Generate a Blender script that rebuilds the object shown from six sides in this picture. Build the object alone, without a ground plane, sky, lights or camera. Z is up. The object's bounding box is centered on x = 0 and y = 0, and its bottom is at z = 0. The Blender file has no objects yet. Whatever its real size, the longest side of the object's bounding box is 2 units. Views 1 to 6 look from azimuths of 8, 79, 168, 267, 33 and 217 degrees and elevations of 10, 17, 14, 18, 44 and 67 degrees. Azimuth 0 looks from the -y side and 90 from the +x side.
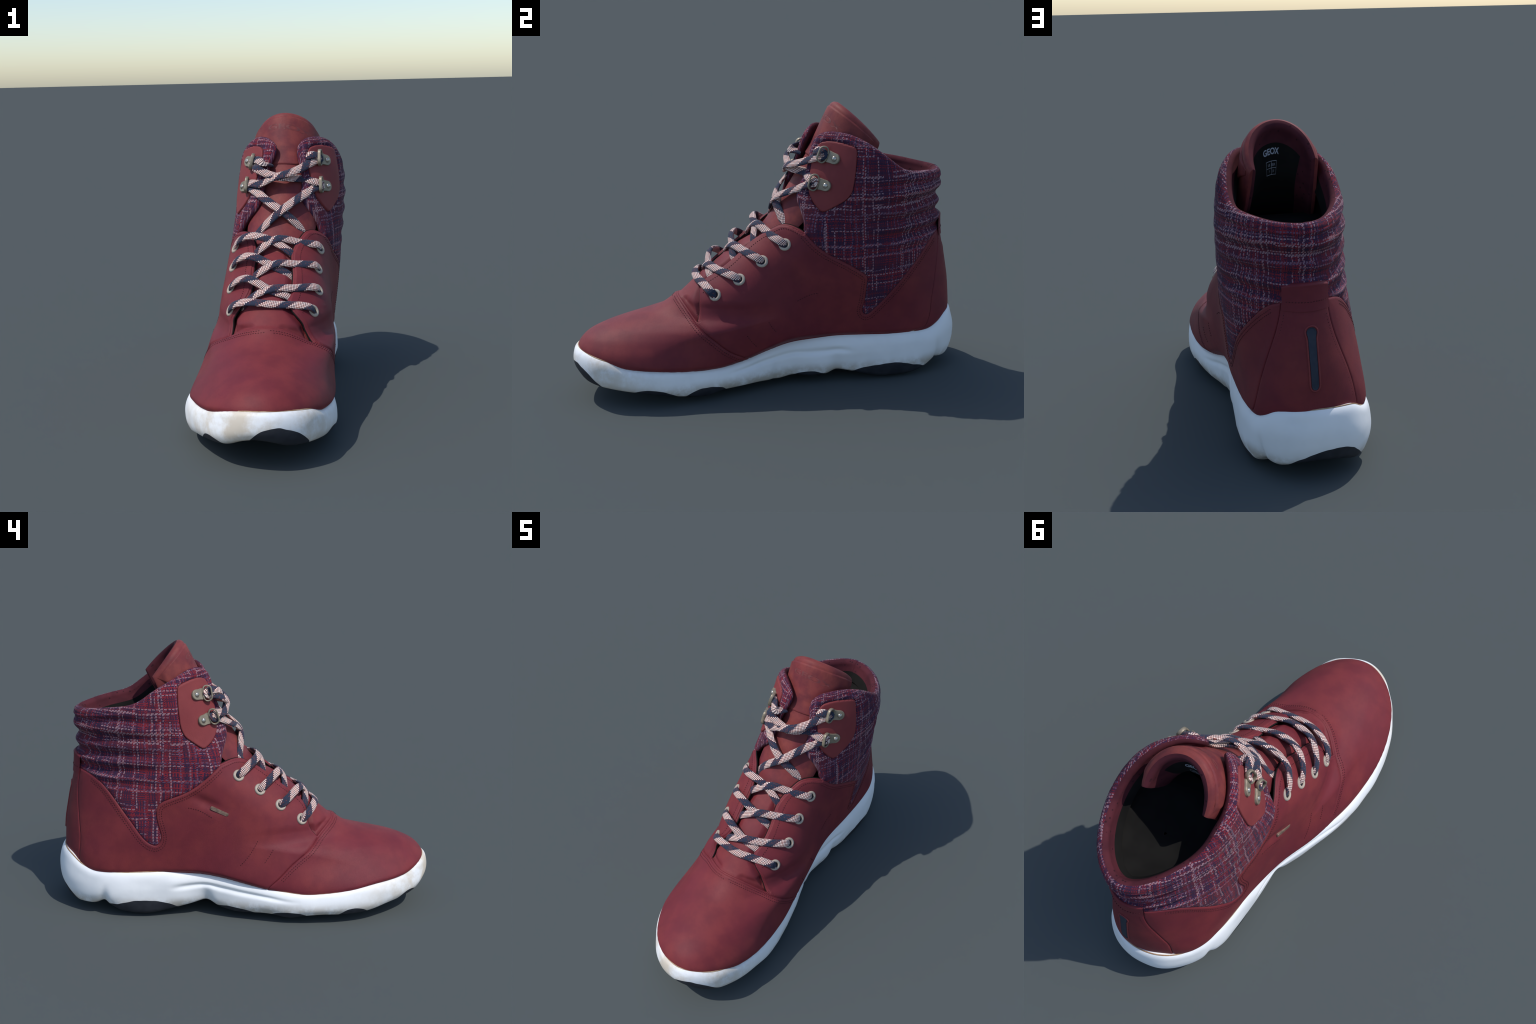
# A lace-up ankle boot: leather upper, woven collar, white midsole with dark pods.
import bpy, math, random
import numpy as np
from mathutils import Vector, kdtree, noise

random.seed(7)
RNG = np.random.default_rng(7)

# ------------------------------------------------------------------ helpers
def spline(xs, ys):
    """natural cubic spline through control points, returns a callable"""
    xs = np.asarray(xs, float); ys = np.asarray(ys, float)
    n = len(xs); h = np.diff(xs)
    A = np.eye(n); b = np.zeros((n,) + ys.shape[1:])
    for i in range(1, n - 1):
        A[i, i-1], A[i, i], A[i, i+1] = h[i-1], 2*(h[i-1]+h[i]), h[i]
        b[i] = 6*((ys[i+1]-ys[i])/h[i]-(ys[i]-ys[i-1])/h[i-1])
    M = np.linalg.solve(A, b)
    def f(x):
        x = np.clip(np.asarray(x, float), xs[0], xs[-1])
        i = np.clip(np.searchsorted(xs, x) - 1, 0, n - 2)
        hh = h[i]; a = (xs[i+1]-x)/hh; c = (x-xs[i])/hh
        if ys.ndim > 1:
            hh, a, c = hh[..., None], a[..., None], c[..., None]
        return a*ys[i]+c*ys[i+1]+((a**3-a)*M[i]+(c**3-c)*M[i+1])*hh*hh/6
    return f

def pchip(xs, ys):
    """monotone cubic through control points"""
    xs = np.asarray(xs, float); ys = np.asarray(ys, float)
    h = np.diff(xs); d = np.diff(ys)/h; m = np.zeros_like(ys)
    m[0], m[-1] = d[0], d[-1]
    for i in range(1, len(xs)-1):
        if d[i-1]*d[i] > 0:
            w1, w2 = 2*h[i]+h[i-1], h[i]+2*h[i-1]
            m[i] = (w1+w2)/(w1/d[i-1]+w2/d[i])
    def f(x):
        x = np.clip(np.asarray(x, float), xs[0], xs[-1])
        i = np.clip(np.searchsorted(xs, x)-1, 0, len(xs)-2)
        t = (x-xs[i])/h[i]
        return ((1+2*t)*(1-t)**2*ys[i]+t*(1-t)**2*h[i]*m[i]
                + t*t*(3-2*t)*ys[i+1]+t*t*(t-1)*h[i]*m[i+1])
    return f

def smooth(a, b, x):
    t = np.clip((x-a)/(b-a), 0, 1)
    return t*t*(3-2*t)

def curve3(pts, n, closed=False):
    """resample a smooth curve through 3D points to n even steps"""
    pts = np.asarray(pts, float)
    if closed:
        k = len(pts); pts = np.vstack([pts[-3:], pts, pts[:4]])
    d = np.r_[0, np.cumsum(np.linalg.norm(np.diff(pts, axis=0), axis=1)**.75)]
    f = spline(d, pts)
    lo, hi = (d[3], d[3+k]) if closed else (0, d[-1])
    fine = f(np.linspace(lo, hi, 2000))
    s = np.r_[0, np.cumsum(np.linalg.norm(np.diff(fine, axis=0), axis=1))]
    q = np.linspace(0, s[-1], n+1)[:-1] if closed else np.linspace(0, s[-1], n)
    return np.stack([np.interp(q, s, fine[:, j]) for j in range(pts.shape[1])], 1), s[-1]

def unit(v):
    return v/np.maximum(np.linalg.norm(v, axis=-1, keepdims=True), 1e-9)

def vnoise(P, scale, seed=0.0):
    """smooth noise, -1..1, at an array of points"""
    return np.array([noise.noise(Vector((p[0]*scale+seed, p[1]*scale, p[2]*scale))) for p in P])

THING = bpy.data.objects.new("ankle_boot", None)
bpy.context.collection.objects.link(THING)
THING["label"] = "burgundy leather lace-up ankle boot with woven plaid collar"
THING["category"] = "boot"

def add(name, V, F, mat, parent=None, smooth_shade=True, attrs=None, stuff=False, angle=None):
    me = bpy.data.meshes.new(name)
    V = np.asarray(V, float)
    if isinstance(F, np.ndarray):
        k = F.shape[1]
        me.vertices.add(len(V)); me.vertices.foreach_set("co", V.ravel())
        me.loops.add(F.size); me.loops.foreach_set("vertex_index", F.ravel().astype(np.int32))
        me.polygons.add(len(F))
        me.polygons.foreach_set("loop_start", (np.arange(len(F))*k).astype(np.int32))
        me.polygons.foreach_set("loop_total", np.full(len(F), k, np.int32))
        me.update(calc_edges=True)
    else:
        me.from_pydata([tuple(v) for v in V], [], [tuple(f) for f in F])
    me.validate()
    for an, av in (attrs or {}).items():
        at = me.attributes.new(an, "FLOAT", "POINT"); at.data.foreach_set("value", np.asarray(av, np.float32))
    if smooth_shade:
        me.polygons.foreach_set("use_smooth", np.ones(len(me.polygons), bool))
    if angle:
        me.set_sharp_from_angle(angle=math.radians(angle))
    me.materials.append(mat)
    ob = bpy.data.objects.new(name, me)
    bpy.context.collection.objects.link(ob)
    ob.parent = parent or THING
    if stuff:
        ob["kind"] = "stuff"
    return ob

def grid_faces(nu, nv, close_u=False, close_v=False):
    """quads of a grid with nu rows, nv columns"""
    i = np.arange(nu if close_u else nu-1)[:, None]; j = np.arange(nv if close_v else nv-1)[None, :]
    i2, j2 = (i+1) % nu, (j+1) % nv
    return np.stack(np.broadcast_arrays(i*nv+j, i*nv+j2, i2*nv+j2, i2*nv+j), -1).reshape(-1, 4)

def join_parts(parts):
    """[(V, F quads)] -> one V, F"""
    Vs, Fs, o = [], [], 0
    for V, F in parts:
        Vs.append(V); Fs.append(np.asarray(F)+o); o += len(V)
    return np.vstack(Vs), np.vstack(Fs)

# ---------------------------------------------------------------- materials
class Mat:
    def __init__(self, name, rough=.6, metallic=0., spec=.5, sheen=0.):
        self.m = bpy.data.materials.new(name); self.m.use_nodes = True
        self.t = self.m.node_tree; self.n = self.t.nodes; self.l = self.t.links
        self.b = self.n["Principled BSDF"]
        self.b.inputs["Roughness"].default_value = rough
        self.b.inputs["Metallic"].default_value = metallic
        self.b.inputs["Specular IOR Level"].default_value = spec
        self.b.inputs["Sheen Weight"].default_value = sheen
        self.co = self.n.new("ShaderNodeTexCoord").outputs["Object"]
    def put(self, socket, v):
        if isinstance(v, (int, float)): socket.default_value = v
        elif isinstance(v, (tuple, list)):
            v = tuple(v)
            socket.default_value = v+(1.,) if len(socket.default_value) == 4 and len(v) == 3 else v
        else: self.l.new(v, socket)
    def noise(self, scale, detail=3., rough=.55, dist=0., co=None):
        x = self.n.new("ShaderNodeTexNoise"); self.l.new(co or self.co, x.inputs["Vector"])
        x.inputs["Scale"].default_value = scale; x.inputs["Detail"].default_value = detail
        x.inputs["Roughness"].default_value = rough; x.inputs["Distortion"].default_value = dist
        return x.outputs["Fac"]
    def white(self, vec):
        x = self.n.new("ShaderNodeTexWhiteNoise"); self.l.new(vec, x.inputs["Vector"]); return x.outputs["Value"]
    def voronoi(self, scale):
        x = self.n.new("ShaderNodeTexVoronoi"); self.l.new(self.co, x.inputs["Vector"])
        x.inputs["Scale"].default_value = scale; return x.outputs["Distance"]
    def math(self, op, a, b=0., c=0.):
        x = self.n.new("ShaderNodeMath"); x.operation = op
        for k, v in enumerate((a, b, c)): self.put(x.inputs[k], v)
        return x.outputs[0]
    def step(self, x, lo, hi):
        r = self.n.new("ShaderNodeMapRange"); r.interpolation_type = "SMOOTHSTEP"
        self.put(r.inputs["Value"], x); r.inputs["From Min"].default_value = lo; r.inputs["From Max"].default_value = hi
        return r.outputs["Result"]
    def mix(self, f, a, b):
        x = self.n.new("ShaderNodeMix"); x.data_type = "RGBA"
        self.put(x.inputs["Factor"], f); self.put(x.inputs[6], a); self.put(x.inputs[7], b)
        return x.outputs[2]
    def attr(self, name):
        x = self.n.new("ShaderNodeAttribute"); x.attribute_name = name; return x.outputs["Fac"]
    def vec(self, x, y, z=0.):
        c = self.n.new("ShaderNodeCombineXYZ")
        for k, v in enumerate((x, y, z)): self.put(c.inputs[k], v)
        return c.outputs[0]
    def sep(self):
        c = self.n.new("ShaderNodeSeparateXYZ"); self.l.new(self.co, c.inputs[0]); return c.outputs
    def bump(self, h, strength=.2, dist=.004):
        x = self.n.new("ShaderNodeBump"); x.inputs["Strength"].default_value = strength
        x.inputs["Distance"].default_value = dist; self.l.new(h, x.inputs["Height"])
        self.l.new(x.outputs[0], self.b.inputs["Normal"])
    def color(self, c):
        self.put(self.b.inputs["Base Color"], c); return self
    def rough(self, r):
        self.put(self.b.inputs["Roughness"], r)

def leather_material(name, base, warm, dark, mottled=.5):
    M = Mat(name, rough=.66, spec=.22, sheen=0.)
    big = M.step(M.noise(3.2, 4., .55, .4), .38, .66)
    mid = M.step(M.noise(11., 5., .6), .35, .7)
    c = M.mix(big, base, warm)
    c = M.mix(M.math("MULTIPLY", mid, mottled), c, dark)
    fine = M.noise(170., 3., .6)
    c = M.mix(M.math("MULTIPLY", M.step(fine, .5, .75), .22), c, dark)
    M.color(c)
    M.rough(M.math("ADD", M.math("MULTIPLY", fine, .2), .5))
    M.bump(M.noise(260., 3., .6), .18, .002)
    return M.m

LEATHER = leather_material("burgundy_leather", (.162, .0225, .032), (.195, .031, .034), (.118, .0165, .026))
PATCH_LEATHER = leather_material("smooth_patch_leather", (.205, .036, .040), (.225, .042, .044), (.165, .028, .034), .3)
TONGUE_LEATHER = leather_material("rusty_tongue_leather", (.175, .030, .035), (.235, .050, .042), (.098, .018, .027), .7)
STITCH = leather_material("stitch_thread", (.062, .010, .016), (.072, .012, .017), (.050, .008, .013))

def lip_material():
    M = Mat("perforated_lining_leather", rough=.85, spec=.12)
    c = M.mix(M.step(M.noise(14., 4.), .35, .7), (.088, .020, .028), (.062, .015, .022))
    dots = M.math("SUBTRACT", 1., M.step(M.voronoi(34.), .12, .2))
    M.color(M.mix(M.math("MULTIPLY", dots, .75), c, (.02, .008, .012)))
    M.bump(M.noise(120., 3.), .15, .002)
    return M.m
LIP = lip_material()

def plain(name, a, b, scale=12., rough=.7, metallic=0., spec=.4, bump=.1):
    M = Mat(name, rough=rough, metallic=metallic, spec=spec)
    M.color(M.mix(M.step(M.noise(scale, 4.), .35, .68), a, b))
    if bump: M.bump(M.noise(scale*8, 3.), bump, .002)
    return M.m
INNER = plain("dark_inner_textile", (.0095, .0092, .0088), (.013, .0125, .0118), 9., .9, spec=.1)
RUBBER = plain("black_rubber", (.016, .018, .025), (.027, .029, .037), 20., .6)
METAL = plain("brushed_nickel", (.30, .25, .18), (.22, .185, .135), 30., .45, .35, .5)
EYELET_METAL = plain("matt_eyelet_metal", (.46, .385, .31), (.37, .31, .25), 30., .55, .0, .4)
RIVET = plain("polished_rivet", (.5, .46, .40), (.42, .38, .33), 20., .25, .8, .5, 0)
PLUG = plain("navy_rubber", (.016, .024, .045), (.024, .032, .052), 40., .6)
PRINT = plain("pale_print", (.42, .44, .50), (.34, .36, .42), 60., .8, bump=0)
BRONZE = plain("dull_bronze", (.24, .165, .12), (.14, .095, .072), 70., .5, .2, .4)
DARK_DISC = plain("eyelet_disc_dark", (.006, .007, .012), (.01, .011, .016), 20., .9, bump=0)
EMBOSS = plain("dark_embossing", (.13, .030, .032), (.17, .036, .036), 60., .65, bump=0)

def midsole_material():
    M = Mat("white_foam", rough=.5, spec=.4)
    x, y, z = M.sep()
    base = M.mix(M.step(M.noise(6., 4.), .4, .7), (.88, .885, .89), (.83, .84, .85))
    # scuffs and beige dirt gather at the toe and along the lower rim
    toe = M.math("MULTIPLY", M.step(M.math("MULTIPLY", y, -1.), .45, 1.0), M.step(M.noise(7., 5., .65), .34, .62))
    rim = M.math("MULTIPLY", M.step(M.math("MULTIPLY", z, -1.), -.130, -.060), M.step(M.noise(12., 5., .65), .3, .58))
    c = M.mix(M.math("MULTIPLY", toe, .75), base, (.56, .46, .33))
    c = M.mix(M.math("MULTIPLY", rim, .65), c, (.42, .33, .22))
    M.color(c)
    M.bump(M.noise(35., 4.), .12, .004)
    return M.m
FOAM = midsole_material()
EDGE_DIRT = plain("tan_glue_line", (.30, .17, .09), (.45, .33, .22), 25., .8)

def plaid_material():
    M = Mat("woven_plaid_wool", rough=.9, spec=.1, sheen=.04)
    wob = M.math("MULTIPLY", M.math("SUBTRACT", M.noise(7., 2.), .5), .022)
    fuzz = lambda k: M.math("MULTIPLY", M.math("SUBTRACT", M.noise(k, 2.), .5), .006)
    u = M.math("ADD", M.math("ADD", M.attr("weave_u"), wob), fuzz(95.))
    v = M.math("ADD", M.math("ADD", M.attr("weave_v"), wob), fuzz(110.))
    def thread(k, pitch, seed):
        i = M.math("FLOOR", M.math("DIVIDE", k, pitch))
        return i, M.white(M.vec(i, seed, 3.1))
    def flecks(along, i, seed, length, cut):
        a = M.math("FLOOR", M.math("DIVIDE", along, length))
        return M.math("GREATER_THAN", M.white(M.vec(i, a, seed)), cut)
    pitch = .0052
    iu, ru = thread(u, pitch, 1.7); iv, rv = thread(v, pitch, 8.3)
    bu = M.white(M.vec(M.math("FLOOR", M.math("DIVIDE", u, .05)), 4.4, 2.))
    bv = M.white(M.vec(M.math("FLOOR", M.math("DIVIDE", v, .042)), 7.7, 5.))
    purple, navy, red, wine = (.062, .021, .046), (.038, .019, .048), (.215, .022, .034), (.105, .019, .033)
    def strand(r, band):
        c = M.mix(M.step(r, .30, .34), navy, purple)
        c = M.mix(M.step(r, .52, .56), c, wine)
        return M.mix(M.math("MULTIPLY", M.step(r, .66, .70), M.step(band, .2, .35)), c, red)
    # plain weave of the coloured strands
    over = M.math("MODULO", M.math("ABSOLUTE", M.math("ADD", iu, iv)), 2.)
    c = M.mix(over, strand(ru, bu), strand(rv, bv))
    # pale pink and lilac strands ride over two, dip under one
    def pale(c, r, i, cross, along, seed):
        dip = M.math("GREATER_THAN", M.math("MODULO", M.math("ABSOLUTE", M.math("ADD", cross, M.math("MULTIPLY", i, 2.))), 3.), .5)
        m = M.math("MULTIPLY", M.math("MULTIPLY", M.math("GREATER_THAN", r, .79), dip), flecks(along, i, seed, .045, .26))
        tint = M.mix(M.step(r, .84, .90), (.135, .075, .130), (.34, .205, .235))
        return M.mix(M.math("MULTIPLY", m, .85), c, tint)
    ru2, rv2 = M.white(M.vec(iu, 21.3, 5.)), M.white(M.vec(iv, 33.9, 1.))
    c = pale(c, ru2, iu, iv, v, 1.)
    c = pale(c, rv2, iv, iu, u, 2.)
    c = M.mix(M.math("MULTIPLY", M.step(M.noise(300., 2.), .45, .7), .25), c, (.05, .016, .035))
    M.color(c)
    h = M.math("ADD", M.math("PINGPONG", u, pitch/2), M.math("PINGPONG", v, pitch/2))
    M.bump(M.math("MULTIPLY", h, 120.), .35, .003)
    return M.m
PLAID = plaid_material()

def lace_material():
    M = Mat("braided_lace", rough=.85, spec=.2, sheen=.1)
    s, w = M.attr("lace_run"), M.attr("lace_turn")
    # s metres along, w metres round the cord
    cell = .0078
    a, b = M.math("DIVIDE", M.math("ADD", s, M.math("MULTIPLY", w, .18)), cell), M.math("DIVIDE", M.math("SUBTRACT", w, M.math("MULTIPLY", s, .12)), cell)
    ia, ib = M.math("FLOOR", a), M.math("FLOOR", b)
    ja = M.math("PINGPONG", M.math("SUBTRACT", a, ia), .5); jb = M.math("PINGPONG", M.math("SUBTRACT", b, ib), .5)
    dot = M.step(M.math("MULTIPLY", ja, jb), .030, .075)
    # diagonal pale and navy bands that step from stitch to stitch
    diag = M.math("PINGPONG", M.math("MULTIPLY", M.math("ADD", ia, ib), cell), .060)
    band = M.step(diag, .0325, .0345)                          # 0 pale, 1 navy
    rust = M.math("GREATER_THAN", M.white(M.vec(ia, ib, 2.)), .45)
    gap = M.mix(rust, (.05, .04, .06), (.22, .065, .05))
    pale = M.mix(dot, gap, (.86, .67, .60))
    fleck = M.math("GREATER_THAN", M.white(M.vec(ia, ib, 9.)), .62)
    navy = M.mix(M.math("MULTIPLY", fleck, M.math("MULTIPLY", dot, .75)), (.026, .032, .058), (.13, .042, .045))
    M.color(M.mix(band, pale, navy))
    M.bump(dot, .35, .003)
    return M.m
LACE = lace_material()

# -------------------------------------------------- the upper as one surface
# Horizontal rings: front ridge y, rear y, side walls, rounded front and back.
RIDGE = pchip([.10, .16, .215, .262, .305, .343, .375, .404, .448, .478, .505, .55, .61, .67, .79, .88, .97, 1.06, 1.16, 1.25, 1.34],
              [-.968, -.974, -.974, -.966, -.934, -.86, -.72, -.585, -.496, -.462, -.428, -.374, -.298, -.218, -.065, .015, .075, .12, .17, .21, .24])
REAR = pchip([.10, .20, .30, .43, .54, .665, .744, .80, .90, 1.0, 1.08, 1.34],
             [.938, .954, .963, .958, .942, .919, .904, .897, .890, .906, .914, .915])
FRONT_CAP = pchip([.10, .25, .30, .35, .40, .45, .50, .56, .62, .75, 1.0, 1.34],
                  [.34, .37, .44, .55, .61, .52, .40, .35, .34, .33, .30, .30])
REAR_CAP = pchip([.10, .3, .42, .6, .9, 1.1, 1.34], [.26, .275, .32, .37, .42, .42, .42])
Y_STATIONS = [-1, -.8, -.6, -.4, -.2, 0, .2, .4, .6, .8, 1]
CENTRE = spline(Y_STATIONS, [.06, .055, .045, .038, .036, .036, .05, .062, .068, .06, .05])
WALL_Z = [.10, .19, .30, .50, .75, 1.0, 1.34]
WALL_R = spline(WALL_Z, [
    [.31, .32, .335, .330, .305, .275, .260, .274, .278, .272, .27],
    [.32, .325, .335, .332, .308, .280, .262, .275, .278, .270, .265],
    [.298, .288, .290, .314, .320, .298, .272, .282, .278, .268, .26],
    [.21, .22, .240, .292, .308, .292, .285, .306, .292, .265, .25],
    [.22, .22, .230, .245, .258, .262, .285, .322, .318, .285, .265],
    [.22, .22, .230, .240, .245, .245, .272, .326, .344, .326, .302],
    [.22, .22, .230, .240, .240, .240, .250, .280, .300, .300, .29]])
WALL_L = spline(WALL_Z, [
    [-.23, -.26, -.310, -.325, -.320, -.290, -.255, -.248, -.250, -.242, -.23],
    [-.26, -.27, -.300, -.315, -.312, -.300, -.264, -.247, -.250, -.240, -.23],
    [-.19, -.188, -.214, -.250, -.280, -.280, -.256, -.243, -.245, -.228, -.21],
    [-.14, -.140, -.158, -.198, -.218, -.238, -.240, -.234, -.222, -.196, -.17],
    [-.14, -.15, -.160, -.175, -.185, -.198, -.212, -.216, -.192, -.166, -.145],
    [-.14, -.15, -.155, -.160, -.165, -.166, -.180, -.198, -.190, -.172, -.155],
    [-.13, -.13, -.135, -.135, -.135, -.135, -.144, -.162, -.158, -.150, -.14]])

# plan outline of the midsole, also used to keep the upper inside its rim
OUTLINE = [(.065, -1.0), (.170, -.965), (.255, -.900), (.302, -.810), (.332, -.71), (.350, -.58), (.342, -.40), (.302, -.185), (.262, -.02), (.248, .09), (.262, .22),
           (.284, .39), (.294, .57), (.290, .72), (.258, .84), (.182, .945), (.065, .997),
           (-.06, .984), (-.155, .932), (-.223, .838), (-.264, .720), (-.278, .562), (-.268, .411), (-.256, .256), (-.273, .126), (-.310, -.03), (-.341, -.174),
           (-.350, -.33), (-.339, -.50), (-.304, -.643), (-.240, -.785), (-.160, -.885), (-.060, -.968)]
NS = 720
OUT, _ = curve3(OUTLINE, NS, closed=True)
tg = unit(np.roll(OUT, -1, 0)-np.roll(OUT, 1, 0))
ON = np.stack([tg[:, 1], -tg[:, 0]], 1)
if np.sum(ON*(OUT-OUT.mean(0))) < 0: ON = -ON
TOP_R = pchip([-1, -.936, -.847, -.749, -.586, -.439, -.296, -.171, -.032, .117, .324, .514, .685, .79, .86, .91, 1.0],
              [.265, .255, .238, .206, .188, .173, .166, .180, .214, .240, .258, .252, .245, .243, .265, .295, .312])
TOP_L = pchip([-1, -.94, -.836, -.67, -.537, -.409, -.304, -.198, -.104, .011, .138, .287, .455, .623, .783, .872, .943, 1.0],
              [.265, .252, .220, .205, .183, .169, .163, .174, .182, .202, .226, .243, .252, .247, .243, .262, .300, .312])
LOW_R = pchip([-1, -.95, -.87, -.73, -.57, -.45, -.36, -.26, -.1, .02, .09, .17, .25, .31, .39, .47, .56, .70, .79, .86, .92, 1.0],
              [.142, .108, .100, .081, .056, .036, .026, .044, .045, .041, .052, .036, .045, .067, .052, .028, .012, .014, .036, .070, .062, .090])
LOW_L = pchip([-1, -.92, -.85, -.75, -.65, -.56, -.4, -.3, -.22, -.1, .04, .14, .21, .3, .4, .53, .65, .71, .755, .80, .9, 1.0],
              [.145, .100, .090, .078, .058, .048, .050, .042, .026, .044, .036, .054, .086, .062, .036, .016, .028, .058, .080, .058, .050, .090])
RIM = OUT-ON*.030
_i0, _i1 = int(np.argmin(RIM[:, 1])), int(np.argmax(RIM[:, 1]))
_a, _b = sorted((_i0, _i1))
_h1, _h2 = RIM[_a:_b+1], np.vstack([RIM[_b:], RIM[:_a+1]])
if _h1[:, 0].mean() < _h2[:, 0].mean(): _h1, _h2 = _h2, _h1
_h1, _h2 = (h[np.argsort(h[:, 1])] for h in (_h1, _h2))
RIM_R = lambda y: np.interp(y, _h1[:, 1], _h1[:, 0])
RIM_L = lambda y: np.interp(y, _h2[:, 1], _h2[:, 0])

def wall(table, y, z):
    """side wall x at (y, z): spline in z, then cubic along y"""
    rows = table(z)                                   # n x stations
    ys = np.asarray(Y_STATIONS, float)
    t = np.clip((y-ys[0])/.2, 0, len(ys)-1.000001); i = t.astype(int); f = t-i
    n = np.arange(len(y)); g = lambda k: rows[n, np.clip(i+k, 0, len(ys)-1)]
    p0, p1, p2, p3 = g(-1), g(0), g(1), g(2)
    return .5*(2*p1+(p2-p0)*f+(2*p0-5*p1+4*p2-p3)*f*f+(3*p1-p0-3*p2+p3)*f**3)

def cap(d, length, p=2.0):
    t = np.clip(d/length, 0, 1)
    return np.maximum(1-(1-t)**p, 0)**(1/p)

def surface(c, s, z):
    """(cos, sin of ring angle, height) -> xyz.  cos=1 toe ridge, -1 heel; sin>0 is +x"""
    yf, yb = RIDGE(z), REAR(z)
    y = yf+(yb-yf)*(1-c)/2
    k = cap(y-yf, FRONT_CAP(z))*cap(yb-y, REAR_CAP(z))
    xc = CENTRE(y)
    w = np.where(s >= 0, wall(WALL_R, y, z), wall(WALL_L, y, z))
    x = xc+(w-xc)*k
    # tuck the lower edge inside the midsole rim
    rim = np.where(s >= 0, RIM_R(y)-x, x-RIM_L(y))
    join = np.where(s >= 0, TOP_R(y), TOP_L(y))
    room = rim+np.maximum(z-join, 0)*1.6
    e = .012; pull = .5*(np.sqrt(room*room+e*e)-room)
    pull = pull*smooth(.16, .02, z-join)
    x = np.where(s >= 0, x-pull, x+pull)
    return np.stack([x, y, z], 1)

def surface_y(y, side, z):
    y, z = np.broadcast_arrays(np.asarray(y, float), np.asarray(z, float))
    yf, yb = RIDGE(z), REAR(z)
    c = np.clip(1-2*(y-yf)/(yb-yf), -1, 1)
    return c, side*np.sqrt(1-c*c), z

def surface_normal(c, s, z):
    ph = np.arctan2(s, c); e = 2e-3
    at = lambda p, q: surface(np.cos(p), np.sin(p), q)
    du = at(ph+e, z)-at(ph-e, z); dv = at(ph, z+e)-at(ph, z-e)
    n = unit(np.cross(dv, du))
    out = surface(c, s, z); out = out-np.stack([CENTRE(out[:, 1]), np.clip(out[:, 1], -.6, .6), np.full(len(z), .25)], 1)
    return n*np.sign(np.sum(n*out, 1, keepdims=True)+1e-12)

def on_upper(y, z, side, lift=0.):
    c, s, zz = surface_y(y, side, z)
    c, s, zz = map(np.atleast_1d, (c, s, zz))
    n = surface_normal(c, s, zz)
    return surface(c, s, zz)+n*lift, n

# ----------------------------------------------------- pattern pieces (y, z)
def poly_distance(y, z, poly):
    """signed distance to a closed polygon, positive inside"""
    P = np.asarray(poly, float); Q = np.roll(P, -1, 0)
    best = np.full(len(y), 9.); inside = np.zeros(len(y), bool)
    for (a, b), (c, d) in zip(P, Q):
        ey, ez = c-a, d-b
        t = np.clip(((y-a)*ey+(z-b)*ez)/(ey*ey+ez*ez+1e-12), 0, 1)
        best = np.minimum(best, np.hypot(y-a-t*ey, z-b-t*ez))
        if abs(d-b) > 1e-9:
            inside ^= ((b > z) != (d > z)) & (y < (c-a)*(z-b)/(d-b)+a)
    return np.where(inside, best, -best)

def rounded(pts, n=60):
    return curve3(pts, n)[0]

SEAM = {1: [(-.53, .60), (-.490, .520), (-.463, .478), (-.440, .448), (-.394, .388), (-.321, .317), (-.239, .244), (-.163, .200), (-.10, .14), (-.07, .05)],
        -1: [(-.53, .60), (-.490, .520), (-.463, .478), (-.438, .460), (-.398, .434), (-.325, .378), (-.220, .299), (-.155, .234), (-.10, .18), (-.05, .05)]}
THROAT = {1: [(-.383, .394), (-.371, .425), (-.366, .472), (-.358, .522), (-.335, .562), (-.298, .590), (-.186, .668), (-.080, .752), (.015, .812), (.050, .830), (.075, .833), (.108, .824), (.152, .797)],
          -1: [(-.368, .410), (-.340, .436), (-.318, .470), (-.311, .520), (-.300, .565), (-.272, .602), (-.208, .652), (-.105, .730), (-.011, .797), (.040, .822), (.072, .827), (.105, .822), (.150, .808)]}
COLLAR_FRONT = {1: [(.157, .805), (.163, .850), (.150, .920), (.140, .980), (.160, 1.032), (.188, 1.09), (.204, 1.14), (.216, 1.19), (.236, 1.235)],
                -1: [(.155, .812), (.145, .880), (.125, .940), (.128, .990), (.150, 1.045), (.170, 1.10), (.190, 1.16), (.203, 1.21), (.218, 1.245)]}
COLLAR_TOP = {1: [(.236, 1.235), (.265, 1.262), (.331, 1.266), (.395, 1.244), (.482, 1.188), (.569, 1.120), (.647, 1.069), (.725, 1.050), (.80, 1.038), (.88, 1.025), (1.0, 1.02)],
              -1: [(.218, 1.245), (.245, 1.268), (.285, 1.274), (.338, 1.250), (.408, 1.207), (.479, 1.160), (.54, 1.115), (.602, 1.085), (.683, 1.066), (.78, 1.047), (.88, 1.028), (1.0, 1.02)]}
PLAID_EDGE = {1: [(.100, .850), (.154, .802), (.222, .728), (.339, .655), (.425, .598), (.452, .570), (.452, .535), (.440, .430), (.434, .388), (.452, .366), (.482, .382), (.560, .455), (.641, .539), (.760, .655), (.830, .718), (.90, .742), (1.0, .745)],
              -1: [(.100, .850), (.158, .802), (.250, .722), (.332, .670), (.425, .632), (.462, .603), (.470, .55), (.456, .488), (.447, .425), (.468, .394), (.517, .412), (.581, .490), (.654, .585), (.728, .670), (.80, .720), (.90, .742), (1.0, .745)]}
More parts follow.
